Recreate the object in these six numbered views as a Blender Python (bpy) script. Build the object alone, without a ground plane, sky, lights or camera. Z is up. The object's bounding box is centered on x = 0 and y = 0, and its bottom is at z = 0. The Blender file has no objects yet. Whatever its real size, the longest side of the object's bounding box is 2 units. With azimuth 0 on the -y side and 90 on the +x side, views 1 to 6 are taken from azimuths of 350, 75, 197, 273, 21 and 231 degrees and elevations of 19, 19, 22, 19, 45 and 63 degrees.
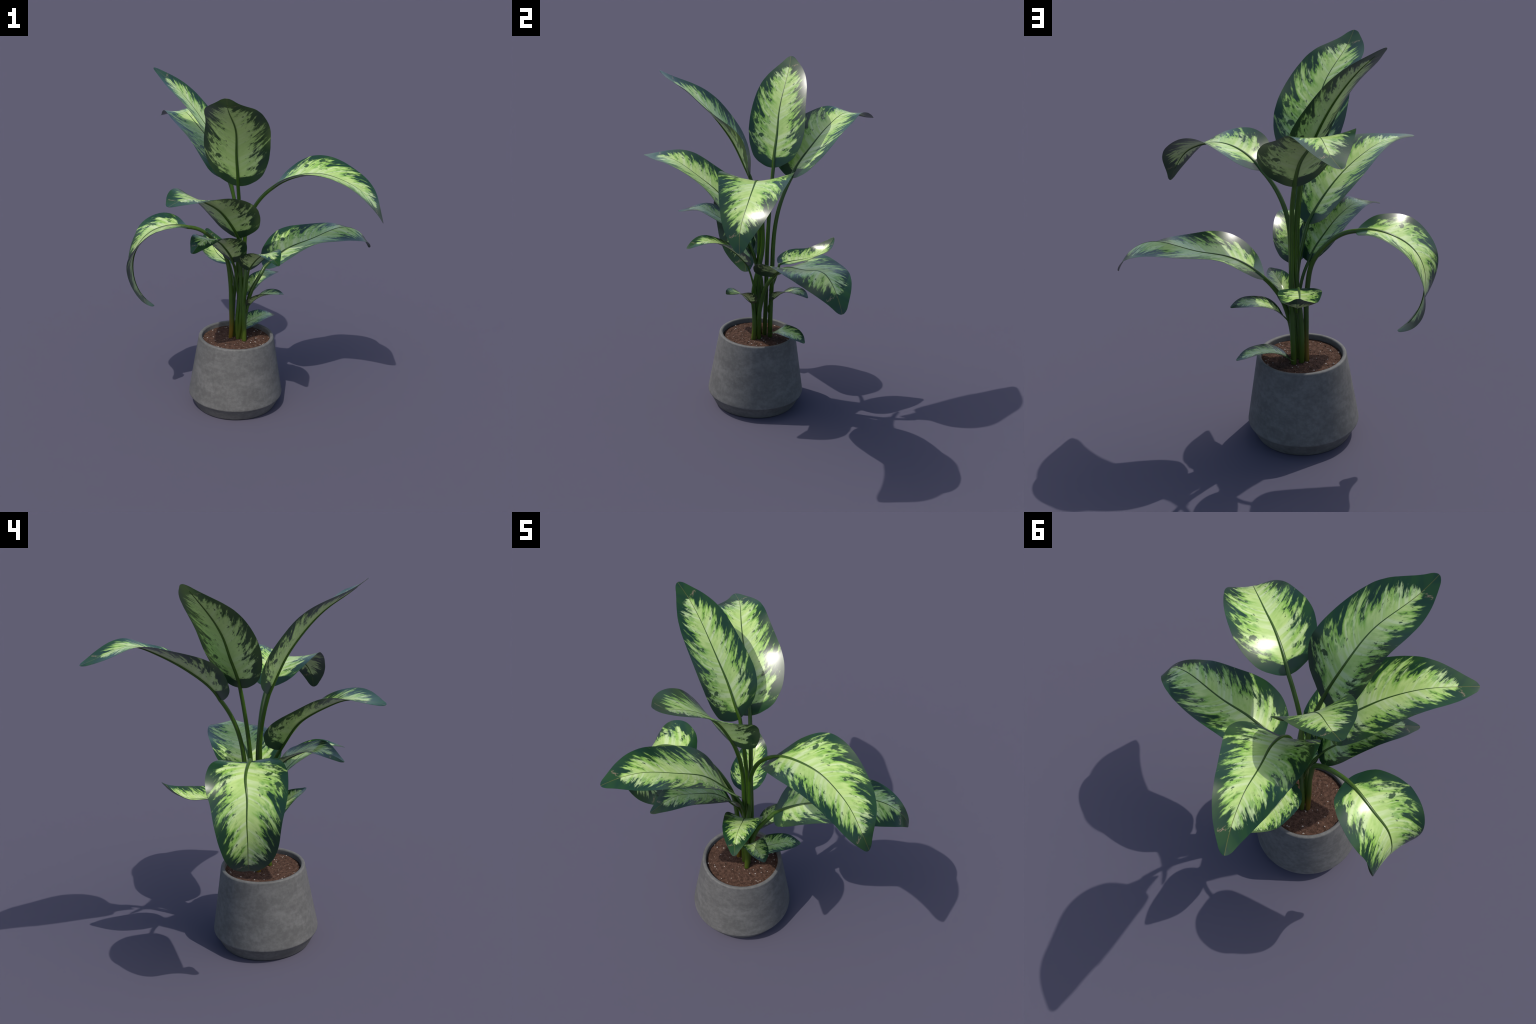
"""Potted dumb cane: a tapered concrete pot with soil and thirteen variegated
leaves on glossy green stems.  Every leaf is one flat oval blade that is bent
along a spine, rolled, folded at the midrib and curled towards its margins."""
import bpy, bmesh, math, random
import numpy as np
from mathutils import Vector, noise

random.seed(7)
rng = np.random.default_rng(7)
scene = bpy.context.scene

# ------------------------------------------------------------------ helpers
def link(obj, parent):
    scene.collection.objects.link(obj)
    obj.parent = parent
    return obj

def spline(points, u):
    """Smooth cubic spline through evenly spaced points, u in 0..1."""
    y = np.asarray(points, float)
    n = len(y)
    left, right = np.eye(n), np.zeros((n, n))
    left[0, 1] = left[-1, -2] = -1
    for k in range(1, n - 1):
        left[k, k - 1:k + 2] = (1, 4, 1)
        right[k, k - 1:k + 2] = (6, -12, 6)
    bend = np.linalg.solve(left, right @ y)
    x = np.clip(u, 0, 1) * (n - 1)
    i = np.minimum(x.astype(int), n - 2)
    f = x - i
    if y.ndim > 1:
        f = f[:, None]
    a = 1 - f
    return a * y[i] + f * y[i + 1] + (a ** 3 - a) / 6 * bend[i] + (f ** 3 - f) / 6 * bend[i + 1]

def carried_frame(path, normal):
    """Tangents and a rotation-minimising normal along a path."""
    t = np.gradient(path, axis=0)
    t /= np.linalg.norm(t, axis=1)[:, None]
    n = np.zeros_like(path)
    v = np.asarray(normal, float)
    v = v - t[0] * (v @ t[0])
    n[0] = v / np.linalg.norm(v)
    for i in range(len(path) - 1):
        a = path[i + 1] - path[i]
        aa = a @ a
        nl = n[i] - 2 / aa * (a @ n[i]) * a
        tl = t[i] - 2 / aa * (a @ t[i]) * a
        b = t[i + 1] - tl
        bb = b @ b
        n[i + 1] = nl - 2 / bb * (b @ nl) * b if bb > 1e-14 else nl
    return t, n

# ------------------------------------------------------- shape of every blade
OUTLINE_T = [0, .025, .07, .13, .2, .3, .4, .5, .6, .7, .8, .88, .94, .975, 1]
OUTLINE_W = [0, .34, .645, .79, .925, 1.01, 1.01, .975, .93, .855, .70, .495, .29, .18, 0]

def half_width(t):
    """Half width of the blade (1 = widest): rounded base, blunt pointed tip."""
    w = np.interp(t, OUTLINE_T, OUTLINE_W)
    for h in (.012, .024):
        soft = (np.interp(t - h, OUTLINE_T, OUTLINE_W) + 2 * w + np.interp(t + h, OUTLINE_T, OUTLINE_W)) / 4
        w = np.where((t > .05) & (t < .95), soft, w)
    w = np.where(t < .025, .34 * np.sqrt(np.maximum(t, 0) / .025), w)
    return np.where(t > .975, .18 * np.sqrt(np.maximum(1 - t, 0) / .025), w)

# ------------------------------------------------------------------ materials
def new_material(name):
    m = bpy.data.materials.new(name)
    m.use_nodes = True
    return m, m.node_tree.nodes, m.node_tree.links

class Graph:
    """Small helper that chains shader nodes."""
    def __init__(self, tree):
        self.n, self.l = tree.nodes, tree.links
    def put(self, sock, v):
        if isinstance(v, bpy.types.NodeSocket):
            self.l.new(v, sock)
        else:
            sock.default_value = v
    def math(self, op, a, b=0.0, c=0.0, clamp=False):
        k = self.n.new("ShaderNodeMath")
        k.operation, k.use_clamp = op, clamp
        for s, v in zip(k.inputs, (a, b, c)):
            self.put(s, v)
        return k.outputs[0]
    def ramp(self, v, lo, hi, a=0.0, b=1.0):
        k = self.n.new("ShaderNodeMapRange")
        k.interpolation_type = "SMOOTHSTEP"
        for i, x in enumerate((v, lo, hi, a, b)):
            self.put(k.inputs[i], x)
        return k.outputs[0]
    def curve(self, v, pts):
        k = self.n.new("ShaderNodeFloatCurve")
        c = k.mapping.curves[0]
        c.points[0].location, c.points[1].location = pts[0], pts[-1]
        for p in pts[1:-1]:
            c.points.new(*p)
        k.mapping.update()
        self.put(k.inputs["Value"], v)
        return k.outputs[0]
    def vec(self, x, y, z=0.0):
        k = self.n.new("ShaderNodeCombineXYZ")
        for s, v in zip(k.inputs, (x, y, z)):
            self.put(s, v)
        return k.outputs[0]
    def noise(self, vec, scale, detail=3.0, rough=.55):
        k = self.n.new("ShaderNodeTexNoise")
        self.put(k.inputs["Vector"], vec)
        k.inputs["Scale"].default_value = scale
        k.inputs["Detail"].default_value = detail
        k.inputs["Roughness"].default_value = rough
        return k.outputs["Fac"]
    def mix(self, fac, a, b):
        k = self.n.new("ShaderNodeMix")
        k.data_type = "RGBA"
        self.put(k.inputs["Factor"], fac)
        for s, v in ((k.inputs["A"], a), (k.inputs["B"], b)) if False else ((k.inputs[6], a), (k.inputs[7], b)):
            self.put(s, v if isinstance(v, bpy.types.NodeSocket) else (*v, 1.0))
        return k.outputs[2]

DARK, DARK_WARM = (.0090, .040, .0170), (.015, .056, .014)
PALE, LIME, MINT = (.49, .645, .215), (.25, .46, .075), (.57, .68, .36)

def blade_material(name, underside):
    m, nodes, links = new_material(name)
    g = Graph(m.node_tree)
    bsdf = nodes["Principled BSDF"]
    tc = nodes.new("ShaderNodeTexCoord")
    sep = nodes.new("ShaderNodeSeparateXYZ")
    links.new(tc.outputs["Generated"], sep.inputs[0])
    t = sep.outputs[0]                                   # base 0 .. tip 1
    sgn = 2.0 if underside else -2.0
    y = g.math("MULTIPLY", g.math("SUBTRACT", sep.outputs[1], .5), sgn)   # -1 .. 1 across
    ay = g.math("ABSOLUTE", y)
    side = g.math("SIGN", y)
    # coordinate that is constant along a side vein (veins sweep out and forward)
    ay2 = g.math("MULTIPLY", ay, ay)
    sweep = g.math("ADD", g.math("MULTIPLY", ay, .105), g.math("MULTIPLY", ay2, .075))
    sweep = g.math("MULTIPLY", sweep, g.math("MULTIPLY_ADD", t, 1.15, .62))
    vein = g.math("SUBTRACT", t, sweep)
    shift = g.math("MULTIPLY", side, 3.7)
    streak_at = g.vec(g.math("MULTIPLY", vein, 26.0), g.math("MULTIPLY", ay, 2.5), shift)
    streak = g.noise(streak_at, 1.0, 3.0, .5)
    broad = g.noise(g.vec(g.math("MULTIPLY", vein, 12.0), g.math("MULTIPLY", ay, 1.6), g.math("ADD", shift, 9.0)), 1.0, 2.0, .5)
    fine = g.noise(g.vec(g.math("MULTIPLY", vein, 80.0), g.math("MULTIPLY", ay, 9.0), g.math("ADD", shift, 5.0)), 1.0, 3.0, .6)
    reach = g.curve(t, [(0, 0), (.05, .10), (.10, .38), (.16, .54), (.28, .66), (.42, .70), (.58, .65), (.70, .54), (.80, .35), (.88, .13), (.92, .05), (1, 0)])
    edge = g.math("SUBTRACT", reach, ay)
    edge = g.math("ADD", edge, g.math("MULTIPLY", g.math("SUBTRACT", streak, .5), 1.35))
    edge = g.math("ADD", edge, g.math("MULTIPLY", g.math("SUBTRACT", broad, .5), .42))
    edge = g.math("ADD", edge, g.math("MULTIPLY", g.math("SUBTRACT", fine, .5), .62))
    edge = g.math("SUBTRACT", edge, g.math("ADD", g.ramp(t, .86, 1.0, 0.0, .9), g.ramp(t, .02, .13, .55, 0.0)))
    pale = g.ramp(edge, -.11, .13)
    inside = g.ramp(g.math("DIVIDE", ay, g.math("ADD", reach, .02)), .18, .55)
    # dark flecks that lie along the veins in the outer part of the pale field
    def spots(along, across, seed, lo, hi):
        return g.ramp(g.noise(g.vec(g.math("MULTIPLY", vein, along), g.math("MULTIPLY", ay, across), g.math("ADD", shift, seed)), 1.0, 2.5, .5), lo, hi)
    fleck = g.math("MAXIMUM", spots(40.0, 7.0, 21.0, .615, .70), spots(22.0, 4.6, 33.0, .61, .67))
    fleck = g.math("MAXIMUM", fleck, spots(70.0, 15.0, 57.0, .665, .73))
    fleck = g.math("MULTIPLY", fleck, inside)
    pale = g.math("MULTIPLY", pale, g.math("SUBTRACT", 1.0, g.math("MULTIPLY", fleck, .92)))
    # lime margin to the pale field, whitish streaks over the side veins
    outer = g.ramp(edge, .05, .42, 1.0, 0.0)
    lime = g.math("ADD", g.math("MULTIPLY", outer, .62), g.math("MULTIPLY", g.ramp(streak, .42, .66, 1.0, 0.0), .42), clamp=True)
    lime = g.math("MULTIPLY", lime, g.ramp(ay, .0, .16, .55, 1.0))
    tone = g.mix(lime, PALE, LIME)
    ribs = g.math("MULTIPLY", g.ramp(g.noise(g.vec(g.math("MULTIPLY", vein, 30.0), g.math("MULTIPLY", ay, .8), g.math("ADD", shift, 40.0)), 1.0, 2.0, .5), .48, .64), .75)
    tone = g.mix(g.math("MULTIPLY", ribs, g.ramp(ay, .55, .8, 1.0, .2)), tone, MINT)
    mottle = g.math("MULTIPLY", spots(30.0, 5.5, 71.0, .52, .68), g.math("MULTIPLY", inside, .60))
    tone = g.mix(mottle, tone, (.13, .31, .05))
    if underside:
        tone = g.mix(.50, tone, (.68, .84, .34))
    dark = g.mix(g.ramp(broad, .4, .65), DARK, DARK_WARM)
    col = g.mix(pale, dark, tone)
    # midrib line, turning into a thin straw-coloured thread near the tip
    line = g.ramp(ay, g.math("MULTIPLY_ADD", t, -.018, .020), g.math("MULTIPLY_ADD", t, -.024, .034), 1.0, 0.0)
    rib = g.mix(g.ramp(t, .70, .90), (.030, .062, .010), (.11, .115, .025))
    col = g.mix(g.math("MULTIPLY", line, .85), col, rib)
    # small dry scar beside the tip
    sx = g.math("SUBTRACT", t, g.math("MULTIPLY_ADD", g.math("SUBTRACT", fine, .5), .06, g.math("MULTIPLY_ADD", y, .045, .893)))
    scar = g.math("MULTIPLY", g.ramp(g.math("ABSOLUTE", sx), .0012, .0045, 1.0, 0.0),
                  g.math("MULTIPLY", g.ramp(y, .09, .13), g.ramp(y, .28, .34, 1.0, 0.0)))
    col = g.mix(g.math("MULTIPLY", scar, .75), col, (.28, .20, .13))
    if underside:                                        # the back is mixed slightly towards a pale grey-green
        col = g.mix(.05, col, (.30, .34, .24))
    links.new(col, bsdf.inputs["Base Color"])
    bsdf.inputs["Roughness"].default_value = .32 if underside else .26
    bsdf.inputs["Specular IOR Level"].default_value = .5
    bump = nodes.new("ShaderNodeBump")
    bump.inputs["Strength"].default_value = .05
    bump.inputs["Distance"].default_value = .004
    links.new(broad, bump.inputs["Height"])
    links.new(bump.outputs[0], bsdf.inputs["Normal"])
    return m

BLADE_TOP = blade_material("leaf_upper_side", False)
BLADE_UNDER = blade_material("leaf_underside", True)

def stem_material(name, low, high, split):
    m, nodes, links = new_material(name)
    g = Graph(m.node_tree)
    bsdf = nodes["Principled BSDF"]
    tc = nodes.new("ShaderNodeTexCoord")
    sep = nodes.new("ShaderNodeSeparateXYZ")
    links.new(tc.outputs["Object"], sep.inputs[0])
    n = g.noise(g.vec(g.math("MULTIPLY", sep.outputs[0], 60.0), g.math("MULTIPLY", sep.outputs[1], 60.0), g.math("MULTIPLY", sep.outputs[2], 5.0)), 1.0, 3.0)
    h = g.math("ADD", sep.outputs[2], g.math("MULTIPLY", g.math("SUBTRACT", n, .5), .12))
    col = g.mix(g.ramp(h, *split), low, high)
    col = g.mix(g.math("MULTIPLY", g.ramp(n, .40, .70), .45), col, (.030, .065, .006))
    links.new(col, bsdf.inputs["Base Color"])
    bsdf.inputs["Roughness"].default_value = .33
    return m

STEM = stem_material("green_stem", (.062, .095, .010), (.042, .100, .008), (.42, .60))
STEM_OLD = stem_material("ageing_stem", (.15, .090, .010), (.046, .100, .008), (.44, .66))
STEM_ARCH = None

def pot_material():
    m, nodes, links = new_material("grey_concrete")
    g = Graph(m.node_tree)
    bsdf = nodes["Principled BSDF"]
    tc = nodes.new("ShaderNodeTexCoord")
    flat = nodes.new("ShaderNodeMapping")                 # clouds drawn out sideways
    flat.inputs["Scale"].default_value = (1, 1, 1.9)
    links.new(tc.outputs["Object"], flat.inputs[0])
    a = g.noise(flat.outputs[0], 8.5, 8.0, .66)
    b = g.noise(tc.outputs["Object"], 45.0, 6.0, .65)
    c = g.noise(tc.outputs["Object"], 240.0, 2.0, .5)
    f = g.math("ADD", g.math("MULTIPLY", a, .52), g.math("ADD", g.math("MULTIPLY", b, .40), g.math("MULTIPLY", c, .08)))
    col = g.mix(g.ramp(f, .38, .66), (.103, .101, .096), (.166, .163, .155))
    links.new(col, bsdf.inputs["Base Color"])
    bsdf.inputs["Roughness"].default_value = .62
    bsdf.inputs["Specular IOR Level"].default_value = .35
    bump = nodes.new("ShaderNodeBump")
    bump.inputs["Strength"].default_value = .25
    bump.inputs["Distance"].default_value = .003
    links.new(f, bump.inputs["Height"])
    links.new(bump.outputs[0], bsdf.inputs["Normal"])
    return m

def soil_material():
    m, nodes, links = new_material("brown_potting_soil")
    g = Graph(m.node_tree)
    bsdf = nodes["Principled BSDF"]
    tc = nodes.new("ShaderNodeTexCoord")
    a = g.noise(tc.outputs["Object"], 60.0, 5.0, .65)
    b = g.noise(tc.outputs["Object"], 260.0, 3.0, .6)
    col = g.mix(g.ramp(a, .35, .68), (.052, .028, .019), (.122, .067, .047))
    col = g.mix(g.math("MULTIPLY", g.ramp(b, .56, .72), .6), col, (.16, .085, .058))
    links.new(col, bsdf.inputs["Base Color"])
    bsdf.inputs["Roughness"].default_value = .95
    bsdf.inputs["Specular IOR Level"].default_value = .15
    bump = nodes.new("ShaderNodeBump")
    bump.inputs["Strength"].default_value = .7
    bump.inputs["Distance"].default_value = .004
    links.new(b, bump.inputs["Height"])
    links.new(bump.outputs[0], bsdf.inputs["Normal"])
    return m

def plain_material(name, colour, rough):
    m, nodes, links = new_material(name)
    g = Graph(m.node_tree)
    tc = nodes.new("ShaderNodeTexCoord")
    n = g.noise(tc.outputs["Object"], 300.0, 2.0)
    links.new(g.mix(n, tuple(c * .75 for c in colour), colour), nodes["Principled BSDF"].inputs["Base Color"])
    nodes["Principled BSDF"].inputs["Roughness"].default_value = rough
    return m

# ------------------------------------------------------------------ the thing
plant = bpy.data.objects.new("potted_plant", None)
scene.collection.objects.link(plant)
plant.empty_display_size = .2
plant["label"] = "Variegated dumb cane in a tapered grey concrete pot"
plant["category"] = "houseplant"

# ------------------------------------------------------------------ pot
POT_X, POT_Y = -.1064, -.0789
def lathe(name, profile, material, steps=128):
    bm = bmesh.new()
    rings = []
    for r, z in profile:
        rings.append([bm.verts.new((POT_X + r * math.cos(a), POT_Y + r * math.sin(a), z))
                      for a in (math.tau * k / steps for k in range(steps))])
    for lo, hi in zip(rings, rings[1:]):
        for k in range(steps):
            bm.faces.new((lo[k], lo[(k + 1) % steps], hi[(k + 1) % steps], hi[k]))
    bm.faces.new(list(reversed(rings[0])))
    bm.faces.new(rings[-1])
    for f in bm.faces:
        f.smooth = len(f.verts) == 4
    me = bpy.data.meshes.new(name)
    bm.to_mesh(me)
    bm.free()
    me.materials.append(material)
    return link(bpy.data.objects.new(name, me), plant)

def arc(cr, cz, r, a0, a1, n):
    return [(cr + r * math.cos(math.radians(a0 + (a1 - a0) * i / n)), cz + r * math.sin(math.radians(a0 + (a1 - a0) * i / n))) for i in range(n + 1)]

pot_profile = [(.2360, 0), (.2402, .0012), (.2440, .006)]
pot_profile += [(.2440 + (.2764 - .2440) * k, .006 + (.0690 - .006) * k) for k in (.02, .1, .5, .9, .98)]
pot_profile += arc(.2692, .0815, .0142, -60, 9.5, 10)
side_lo, side_hi = pot_profile[-1], (.2250, .4370)
pot_profile += [(side_lo[0] + (side_hi[0] - side_lo[0]) * k, side_lo[1] + (side_hi[1] - side_lo[1]) * k) for k in (.03, .15, .4, .7, .93)]
pot_profile += arc(.2162, .4370, .0088, 5, 90, 6) + arc(.2118, .4378, .0080, 90, 180, 6)
pot_profile += [(.2034, .425), (.2032, .405), (.2022, .38)]
pot = lathe("pot", pot_profile, pot_material())

# ------------------------------------------------------------------ soil
bm = bmesh.new()
rings, spokes = 46, 150
centre = bm.verts.new((POT_X, POT_Y, .4190))
def soil_height(x, y, r):
    p = Vector((x, y, 0))
    z = .4182 + .0022 * noise.noise(p * 22) + .0016 * noise.noise(p * 70) + .0012 * noise.noise(p * 150)
    return z - .002 * max(0, (r - .185) / .018)
grid = []
for i in range(1, rings + 1):
    r = .2034 * i / rings
    row = []
    for k in range(spokes):
        a = math.tau * k / spokes
        x, y = POT_X + r * math.cos(a), POT_Y + r * math.sin(a)
        row.append(bm.verts.new((x, y, soil_height(x, y, r))))
    grid.append(row)
for k in range(spokes):
    bm.faces.new((centre, grid[0][k], grid[0][(k + 1) % spokes]))
for lo, hi in zip(grid, grid[1:]):
    for k in range(spokes):
        bm.faces.new((lo[k], hi[k], hi[(k + 1) % spokes], lo[(k + 1) % spokes]))
for f in bm.faces:
    f.smooth = True
me = bpy.data.meshes.new("soil")
bm.to_mesh(me)
bm.free()
me.materials.append(soil_material())
soil = link(bpy.data.objects.new("soil", me), plant)

# perlite crumbs and bark crumbs lying in the soil
def crumbs(name, count, lo, hi, material):
    bm = bmesh.new()
    for _ in range(count):
        r, a = .198 * math.sqrt(random.random()), random.random() * math.tau
        x, y = POT_X + r * math.cos(a), POT_Y + r * math.sin(a)
        size = lo + (hi - lo) * random.random() ** 4
        made = bmesh.ops.create_icosphere(bm, subdivisions=1, radius=size)
        stretch = Vector((random.uniform(.7, 1.3), random.uniform(.7, 1.3), random.uniform(.5, .9)))
        for v in made["verts"]:
            v.co = Vector(v.co[i] * stretch[i] * random.uniform(.8, 1.2) for i in range(3))
            v.co += Vector((x, y, soil_height(x, y, r) + size * .25))
    me = bpy.data.meshes.new(name)
    bm.to_mesh(me)
    bm.free()
    me.materials.append(material)
    o = link(bpy.data.objects.new(name, me), soil)
    o["kind"] = "stuff"
crumbs("perlite", 230, .0006, .0044, plain_material("white_perlite", (.50, .44, .39), .8))
crumbs("soil_crumb", 1500, .0010, .0034, soil.data.materials[0])

# ------------------------------------------------------------------ leaves
ALONG = np.concatenate([[.0006], np.linspace(.003, .05, 9), np.linspace(.065, .93, 56), np.linspace(.94, .997, 9), [.9994]])
ACROSS = np.linspace(-1, 1, 29)

def leaf(spine, facing, roll, fold, curl, width, lopsided, stem, thick, foot=None, old=False):
    """One leaf with its stem.
    spine: midrib from blade base to tip; facing: where the upper side looks at
    the base; roll: extra turn about the midrib; fold: how far the halves are
    raised at the midrib; curl: bend of the halves towards the margin; width:
    half width from base to tip; lopsided: how much the left half is wider; stem: points below the blade; thick: radius where blade starts."""
    fine = np.linspace(0, 1, 193)
    path = spline(spine, fine)
    _, normal = carried_frame(path, facing)
    t = ALONG
    pick = lambda q: np.stack([np.interp(t, fine, q[:, k]) for k in range(3)], 1)
    tan, p = pick(np.gradient(path, axis=0)), pick(path)
    tan /= np.linalg.norm(tan, axis=1)[:, None]
    n0 = pick(normal)
    n0 -= tan * (n0 * tan).sum(1)[:, None]
    n0 /= np.linalg.norm(n0, axis=1)[:, None]
    turn = spline(roll, t)
    b0 = np.cross(tan, n0)
    n = np.cos(turn)[:, None] * n0 + np.sin(turn)[:, None] * b0
    b = np.cross(tan, n)
    w = full = half_width(t)
    span = spline(width, t)
    lift, bend = spline(fold, t), spline(curl, t)
    length = np.linalg.norm(np.diff(path, axis=0), axis=1).sum()
    rows, cols = len(t), len(ACROSS)
    flat = np.zeros((2, rows, cols, 3))
    posed = np.zeros((2, rows, cols, 3))
    q = (np.arange(10) + .5) / 10
    for j, s in enumerate(ACROSS):
        a = abs(s)
        w = full * (1 - lopsided * np.sign(s))
        ang = lift[:, None] + (bend * w)[:, None] * (q * a)[None]
        dx, dz = np.cos(ang).mean(1) * a * w * span, np.sin(ang).mean(1) * a * w * span
        end = lift + bend * w * a
        up = np.cos(end)[:, None] * n - np.sin(end)[:, None] * b * np.sign(s)
        mid = p + b * (np.sign(s) * dx)[:, None] + n * dz[:, None]
        h = (.00075 * (1 - .6 * a ** 4))
        for side, sg in ((0, 1), (1, -1)):
            posed[side, :, j] = mid + up * h * sg
            flat[side, :, j] = np.stack([t * length, -s * full * max(width), np.full(rows, sg * .001)], 1)
    verts = flat.reshape(-1, 3)
    idx = np.arange(2 * rows * cols).reshape(2, rows, cols)
    faces, mats = [], []
    for i in range(rows - 1):
        for j in range(cols - 1):
            a_, b_, c_, d_ = (int(idx[0, i, j]), int(idx[0, i, j + 1]), int(idx[0, i + 1, j + 1]), int(idx[0, i + 1, j]))
            faces.append((a_, b_, c_, d_)); mats.append(0)
            a_, b_, c_, d_ = (int(idx[1, i, j]), int(idx[1, i + 1, j]), int(idx[1, i + 1, j + 1]), int(idx[1, i, j + 1]))
            faces.append((a_, b_, c_, d_)); mats.append(1)
    border = [(i, 0) for i in range(rows - 1, 0, -1)] + [(0, j) for j in range(cols - 1)] + [(i, cols - 1) for i in range(rows - 1)] + [(rows - 1, j) for j in range(cols - 1, 0, -1)]
    for k, (i, j) in enumerate(border):
        i2, j2 = border[(k + 1) % len(border)]
        faces.append((int(idx[0, i2, j2]), int(idx[0, i, j]), int(idx[1, i, j]), int(idx[1, i2, j2]))); mats.append(0)
    me = bpy.data.meshes.new("leaf")
    me.from_pydata(verts.tolist(), [], faces)
    me.polygons.foreach_set("material_index", mats)
    me.polygons.foreach_set("use_smooth", [True] * len(faces))
    me.materials.append(BLADE_TOP)
    me.materials.append(BLADE_UNDER)
    me.update()
    on_border = {int(idx[s_, i, j]) for s_ in (0, 1) for i, j in border}
    side_of = lambda v: v // (rows * cols)
    sharp = me.attributes.new("sharp_edge", "BOOLEAN", "EDGE")
    ring = set()
    for k, (i, j) in enumerate(border):
        i2, j2 = border[(k + 1) % len(border)]
        for s_ in (0, 1):
            ring.add(frozenset((int(idx[s_, i, j]), int(idx[s_, i2, j2]))))
    sharp.data.foreach_set("value", [frozenset(e.vertices) in ring for e in me.edges])
    obj = link(bpy.data.objects.new("leaf", me), plant)
    # the flat blade is the rest shape; it is bent into place by a shape key
    obj.shape_key_add(name="flat")
    key = obj.shape_key_add(name="grown")
    key.data.foreach_set("co", posed.reshape(-1))
    key.value = 1.0

    # stem and midrib: one tapering rod from the soil along the blade
    u = np.linspace(0, 1, 70)
    below = spline(stem, u)[::-1]
    rod = np.concatenate([below[:-1], path[:int(193 * .93):3]])
    t_rod = np.concatenate([u[:-1] - 1, fine[:int(193 * .93):3]])
    reach = np.interp(t_rod, [-1, -.85, 0, .12, .45, .8, .93], [foot or 1.28, foot or 1.25, 1.0, .86, .54, .25, .10]) * thick
    # along the blade the rib stands out more on the underside
    under = np.stack([np.interp(t_rod, t, n[:, k]) for k in range(3)], 1)
    rod = rod - under * (reach * np.interp(t_rod, [0, .12, .5, 1], [0, .15, .5, .75]))[:, None]
    tr, nr = carried_frame(rod, (.3, .9, .2))
    br = np.cross(tr, nr)
    seg = 14
    ang = np.arange(seg) * math.tau / seg
    pts = rod[:, None] + reach[:, None, None] * (np.cos(ang)[None, :, None] * nr[:, None] + np.sin(ang)[None, :, None] * br[:, None])
    vs = pts.reshape(-1, 3).tolist()
    fs = [(i * seg + k, i * seg + (k + 1) % seg, (i + 1) * seg + (k + 1) % seg, (i + 1) * seg + k) for i in range(len(rod) - 1) for k in range(seg)]
    fs += [tuple(range(seg))[::-1], tuple((len(rod) - 1) * seg + k for k in range(seg))]
    me = bpy.data.meshes.new("stem")
    me.from_pydata(vs, [], fs)
    me.polygons.foreach_set("use_smooth", [True] * len(fs))
    me.materials.append(STEM_OLD if old else STEM)
    me.update()
    link(bpy.data.objects.new("stem", me), obj)

# tall leaf leaning back to the left
leaf(spine=[(-0.1505, -0.0103, 1.4279), (-0.1894, 0.0035, 1.5146), (-0.2315, 0.0247, 1.6023), (-0.2817, 0.0428, 1.6937), (-0.3407, 0.0718, 1.7803), (-0.4041, 0.1087, 1.8576), (-0.4748, 0.1461, 1.9282), (-0.5601, 0.1803, 1.9973)],
     facing=(0.7, -0.3, 0.6), roll=(-0.06, -0.051, -0.021, -0.034, -0.104, -0.126), fold=(-0.13, 0.031, 0.031, 0.01, -0.011, -0.018), curl=(0.309, 0.309, 0.293, 0.302), width=(0.1689, 0.1608, 0.1564, 0.1594), lopsided=0,
     stem=[(-0.1505, -0.0103, 1.4279), (-0.109, -0.0343, 1.175), (-0.0951, -0.0417, 0.9282), (-0.118, -0.0319, 0.6723), (-0.1161, -0.0326, 0.4101)],
     thick=0.01, foot=1.3)
# tall leaf leaning to the front
leaf(spine=[(-0.1203, -0.1511, 1.3852), (-0.1307, -0.1942, 1.4791), (-0.1453, -0.2436, 1.5762), (-0.1559, -0.3062, 1.6653), (-0.1732, -0.3796, 1.7509), (-0.2076, -0.4589, 1.8238), (-0.2376, -0.5436, 1.882), (-0.2561, -0.636, 1.9514)],
     facing=(0.2, 0.8, 0.5), roll=(-0.083, 0.008, 0.032, -0.093, -0.049, -0.075), fold=(0.024, 0.148, 0.164, 0.067, 0.077, -0.027), curl=(0.293, 0.296, 0.329, 0.288), width=(0.2011, 0.1904, 0.1851, 0.1924), lopsided=0.01,
     stem=[(-0.1203, -0.1511, 1.3852), (-0.0975, -0.0954, 1.137), (-0.0904, -0.0908, 0.8944), (-0.0781, -0.0952, 0.6515), (-0.0948, -0.0705, 0.41)],
     thick=0.0105, foot=1.3)
# leaf bending over to the back left
leaf(spine=[(-0.1405, 0.0936, 1.3684), (-0.1688, 0.1452, 1.4526), (-0.2114, 0.2247, 1.5328), (-0.2647, 0.3035, 1.6012), (-0.3184, 0.3909, 1.6626), (-0.3623, 0.478, 1.6966), (-0.4159, 0.5825, 1.6734), (-0.4891, 0.688, 1.6411)],
     facing=(0.3, -0.7, 0.6), roll=(0.02, 0.127, 0.129, 0.113, -0.007, -0.102), fold=(0.062, 0.146, 0.139, 0.012, 0.034, -0.083), curl=(0.322, 0.3, 0.282, 0.317), width=(0.1863, 0.1998, 0.1639, 0.1614), lopsided=0.055,
     stem=[(-0.1405, 0.0936, 1.3684), (-0.1015, 0.0169, 1.1923), (-0.0882, -0.0085, 1.0028), (-0.0816, -0.0099, 0.8057), (-0.0826, -0.0101, 0.6077), (-0.0841, -0.006, 0.41)],
     thick=0.0105, foot=1.3)
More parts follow.
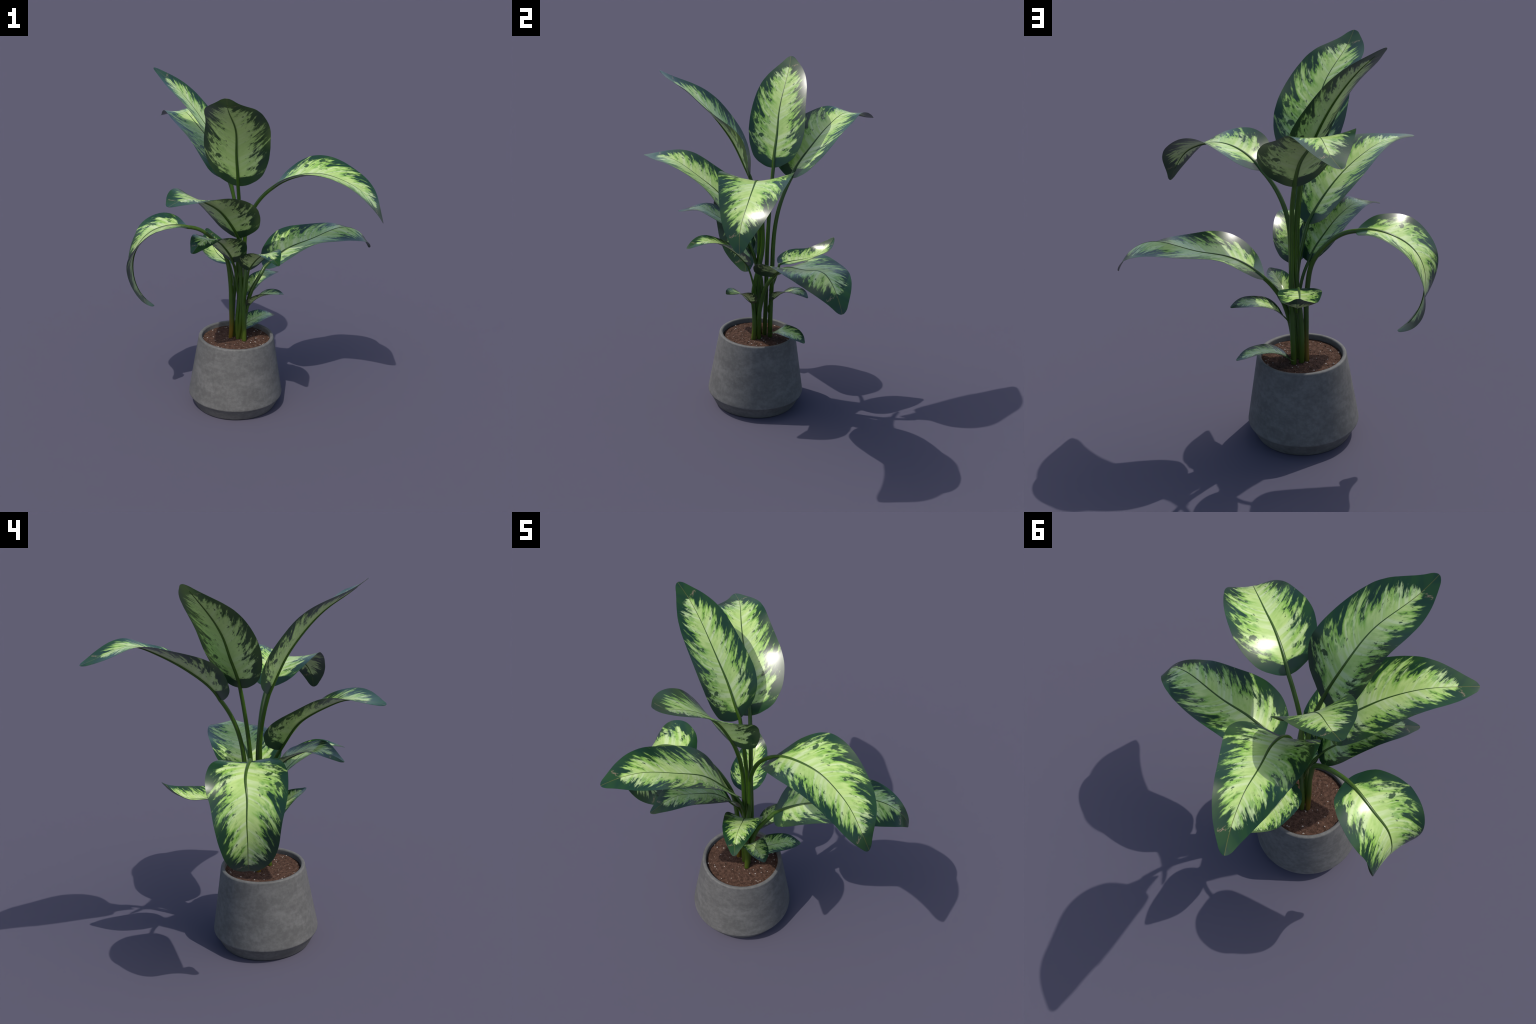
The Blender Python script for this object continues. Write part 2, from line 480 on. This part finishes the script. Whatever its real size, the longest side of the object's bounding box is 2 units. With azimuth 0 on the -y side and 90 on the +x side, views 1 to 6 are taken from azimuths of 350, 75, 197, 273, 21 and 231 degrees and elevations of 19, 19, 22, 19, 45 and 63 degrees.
# broad leaf reaching front left
leaf(spine=[(-0.1201, -0.1971, 1.0921), (-0.1616, -0.2427, 1.1752), (-0.2137, -0.2933, 1.2552), (-0.2672, -0.3658, 1.3193), (-0.3293, -0.4414, 1.3721), (-0.4003, -0.5154, 1.4156), (-0.4747, -0.595, 1.4317), (-0.5488, -0.6868, 1.4254)],
     facing=(0.4, 0.5, 0.8), roll=(0.154, 0.006, 0.037, -0.03, -0.153, -0.01), fold=(0.216, 0.122, 0.105, 0.107, 0.054, -0.023), curl=(0.276, 0.31, 0.304, 0.303), width=(0.1942, 0.1926, 0.1753, 0.1789), lopsided=0.04,
     stem=[(-0.1201, -0.1971, 1.0921), (-0.098, -0.134, 0.9652), (-0.0855, -0.0954, 0.831), (-0.0898, -0.0845, 0.6919), (-0.1006, -0.0733, 0.551), (-0.0939, -0.0757, 0.4099)],
     thick=0.01, foot=1.25)
# middle leaf below it
leaf(spine=[(-0.1402, -0.1235, 0.9229), (-0.1654, -0.1589, 0.9861), (-0.2012, -0.1987, 1.0427), (-0.2347, -0.2527, 1.0891), (-0.2719, -0.3115, 1.125), (-0.3172, -0.3671, 1.1514), (-0.3637, -0.4307, 1.1458), (-0.4143, -0.5057, 1.1158)],
     facing=(0.4, 0.5, 0.8), roll=(-0.012, 0.107, 0.059, 0.054, -0.053, -0.018), fold=(0.191, 0.179, 0.1, 0.017, -0.033, -0.235), curl=(0.311, 0.303, 0.326, 0.317), width=(0.1215, 0.1239, 0.1143, 0.1168), lopsided=0.05,
     stem=[(-0.1402, -0.1235, 0.9229), (-0.119, -0.0876, 0.8572), (-0.1063, -0.0667, 0.7829), (-0.0958, -0.06, 0.7031)],
     thick=0.0078, foot=1.05)
# arching leaf on the right
leaf(spine=[(0.0839, -0.1352, 1.3686), (0.1651, -0.1717, 1.4278), (0.2609, -0.2101, 1.4605), (0.359, -0.2444, 1.4629), (0.4529, -0.285, 1.436), (0.5377, -0.3265, 1.3905), (0.6085, -0.366, 1.317), (0.6662, -0.3798, 1.2129)],
     facing=(0.0, 0.0, 1.0), roll=(0.07, 0.047, 0.105, 0.111, 0.115, -0.033), fold=(-0.001, 0.089, 0.101, 0.072, 0.033, 0.006), curl=(0.314, 0.295, 0.294, 0.302), width=(0.182, 0.1997, 0.1678, 0.1633), lopsided=0.03,
     stem=[(0.0839, -0.1352, 1.3686), (-0.008, -0.1036, 1.2601), (-0.056, -0.0856, 1.1253), (-0.0649, -0.0778, 0.9807), (-0.0611, -0.1022, 0.8397), (-0.07, -0.1199, 0.7006), (-0.0657, -0.1099, 0.5567), (-0.0627, -0.1132, 0.4101)],
     thick=0.0105, foot=1.35)
# low broad leaf on the right
leaf(spine=[(0.0622, -0.0386, 0.8535), (0.1481, -0.022, 0.9243), (0.2452, 0.0019, 0.9704), (0.3556, 0.0373, 0.9958), (0.4629, 0.0653, 1.0304), (0.5781, 0.0863, 1.0511), (0.6848, 0.1061, 1.0049), (0.7507, 0.1291, 0.9005)],
     facing=(-0.3, 0.0, 1.0), roll=(0.131, 0.09, 0.112, 0.133, 0.177, 0.115), fold=(0.065, 0.063, 0.082, -0.19, -0.348, 0.138), curl=(0.286, 0.29, 0.283, 0.283), width=(0.2093, 0.1947, 0.1772, 0.1968), lopsided=0,
     stem=[(0.0622, -0.0386, 0.8535), (0.02, -0.0642, 0.7912), (-0.0182, -0.0733, 0.7224), (-0.0404, -0.0817, 0.6469), (-0.0552, -0.0865, 0.5689), (-0.0642, -0.0844, 0.4895), (-0.0704, -0.0783, 0.41)],
     thick=0.0112, foot=1.25)
# leaf curling right over on the left
leaf(spine=[(-0.3909, -0.0575, 1.1238), (-0.4875, -0.0508, 1.1335), (-0.5901, -0.0447, 1.1055), (-0.6648, -0.053, 1.0447), (-0.7082, -0.0498, 0.9541), (-0.7105, -0.0486, 0.8346), (-0.6703, -0.0426, 0.7247), (-0.5912, -0.0424, 0.6436)],
     facing=(0.0, 0.0, 1.0), roll=(0.128, -0.026, 0.047, 0.063, -0.11, -0.017), fold=(0.035, 0.074, 0.007, 0.028, 0.04, 0.169), curl=(0.281, 0.301, 0.303, 0.298), width=(0.1757, 0.1921, 0.1662, 0.1945), lopsided=0.04,
     stem=[(-0.3909, -0.0575, 1.1238), (-0.3005, -0.054, 1.0921), (-0.2248, -0.0585, 1.0204), (-0.1709, -0.0649, 0.9347), (-0.1495, -0.065, 0.8315), (-0.1397, -0.0636, 0.726), (-0.1369, -0.0642, 0.6201), (-0.1336, -0.0636, 0.5146), (-0.1378, -0.0542, 0.41)],
     thick=0.0112, foot=1.22, old=True)
# scooped leaf at the back
leaf(spine=[(-0.1332, 0.0456, 0.8531), (-0.1526, 0.0993, 0.856), (-0.1693, 0.1547, 0.8576), (-0.1827, 0.2119, 0.8595), (-0.1934, 0.2684, 0.8671), (-0.2038, 0.3209, 0.8874), (-0.2158, 0.3668, 0.9223), (-0.2303, 0.4046, 0.9706)],
     facing=(0.0, 0.0, 1.0), roll=(-0.009, -0.028, -0.008, -0.087, 0.029, 0.168), fold=(0.048, 0.129, 0.185, 0.201, 0.168, 0.155), curl=(0.278, 0.288, 0.319, 0.31), width=(0.1008, 0.1054, 0.0965, 0.0979), lopsided=0.02,
     stem=[(-0.1332, 0.0456, 0.8531), (-0.1215, 0.029, 0.8019), (-0.1121, 0.0096, 0.7511), (-0.105, -0.012, 0.7008)],
     thick=0.0075, foot=1.1)
# small leaf drooping to the front
leaf(spine=[(-0.0521, -0.1678, 0.8862), (-0.0396, -0.204, 0.9331), (-0.0256, -0.2458, 0.9751), (-0.0117, -0.2926, 1.0121), (-0.0001, -0.3439, 1.0422), (0.0106, -0.4006, 1.0603), (0.0253, -0.4627, 1.0592), (0.0477, -0.5306, 1.0364)],
     facing=(0.0, 0.3, 1.0), roll=(0.023, 0.044, 0.084, 0.08, 0.021, -0.05), fold=(0.15, 0.134, 0.075, 0.034, 0.056, 0.03), curl=(0.346, 0.328, 0.317, 0.336), width=(0.0983, 0.0986, 0.0959, 0.0972), lopsided=0,
     stem=[(-0.0521, -0.1678, 0.8862), (-0.0547, -0.1427, 0.8236), (-0.0573, -0.1242, 0.758), (-0.0583, -0.1064, 0.6914)],
     thick=0.0055, foot=1.05)
# tiny leaf at the front
leaf(spine=[(-0.0411, -0.1361, 0.6546), (-0.023, -0.1564, 0.6873), (-0.0028, -0.1795, 0.7154), (0.0198, -0.205, 0.7385), (0.0444, -0.2327, 0.7561), (0.0706, -0.2617, 0.7686), (0.0971, -0.291, 0.7785), (0.1232, -0.3205, 0.7879)],
     facing=(0.0, 0.4, 1.0), roll=(0.32, 0.338, 0.345, 0.303, 0.26, 0.21), fold=(0.092, 0.125, 0.141, 0.15, 0.128, 0.087), curl=(0.327, 0.356, 0.355, 0.32), width=(0.0656, 0.0658, 0.0662, 0.0658), lopsided=0,
     stem=[(-0.0411, -0.1361, 0.6546), (-0.0503, -0.1292, 0.6281), (-0.055, -0.12, 0.6014), (-0.0553, -0.1084, 0.5749)],
     thick=0.003, foot=1.05)
# tiny leaf at the right
leaf(spine=[(-0.0395, -0.0108, 0.6715), (-0.0149, 0.0062, 0.7031), (0.0132, 0.0247, 0.7299), (0.0446, 0.0446, 0.7515), (0.0784, 0.0652, 0.7671), (0.1135, 0.0862, 0.775), (0.1485, 0.1075, 0.773), (0.1823, 0.1287, 0.7607)],
     facing=(-0.3, 0.0, 1.0), roll=(0.095, 0.118, 0.126, 0.126, 0.088, 0.063), fold=(0.056, 0.075, 0.056, -0.01, -0.039, -0.034), curl=(0.312, 0.369, 0.227, 0.268), width=(0.067, 0.0668, 0.0674, 0.0672), lopsided=0,
     stem=[(-0.0395, -0.0108, 0.6715), (-0.0589, -0.0257, 0.6369), (-0.0746, -0.0284, 0.6006), (-0.0859, -0.0172, 0.563)],
     thick=0.0032, foot=1.05)
# tiny leaf over the rim
leaf(spine=[(-0.0743, 0.0151, 0.4495), (-0.0367, 0.0135, 0.471), (0.0001, 0.0223, 0.4872), (0.0359, 0.04, 0.4977), (0.0707, 0.0627, 0.5019), (0.1045, 0.0865, 0.5), (0.137, 0.1087, 0.4919), (0.168, 0.1284, 0.4777)],
     facing=(-0.3, 0.0, 1.0), roll=(0.457, 0.392, 0.333, 0.34, 0.304, 0.261), fold=(0.019, 0.043, 0.066, 0.053, 0.033, 0.026), curl=(0.291, 0.327, 0.278, 0.283), width=(0.0657, 0.0656, 0.0665, 0.0659), lopsided=0,
     stem=[(-0.0743, 0.0151, 0.4495), (-0.0842, 0.0103, 0.4435), (-0.09, 0.0015, 0.4384), (-0.0914, -0.0107, 0.4342)],
     thick=0.0028, foot=1.05)
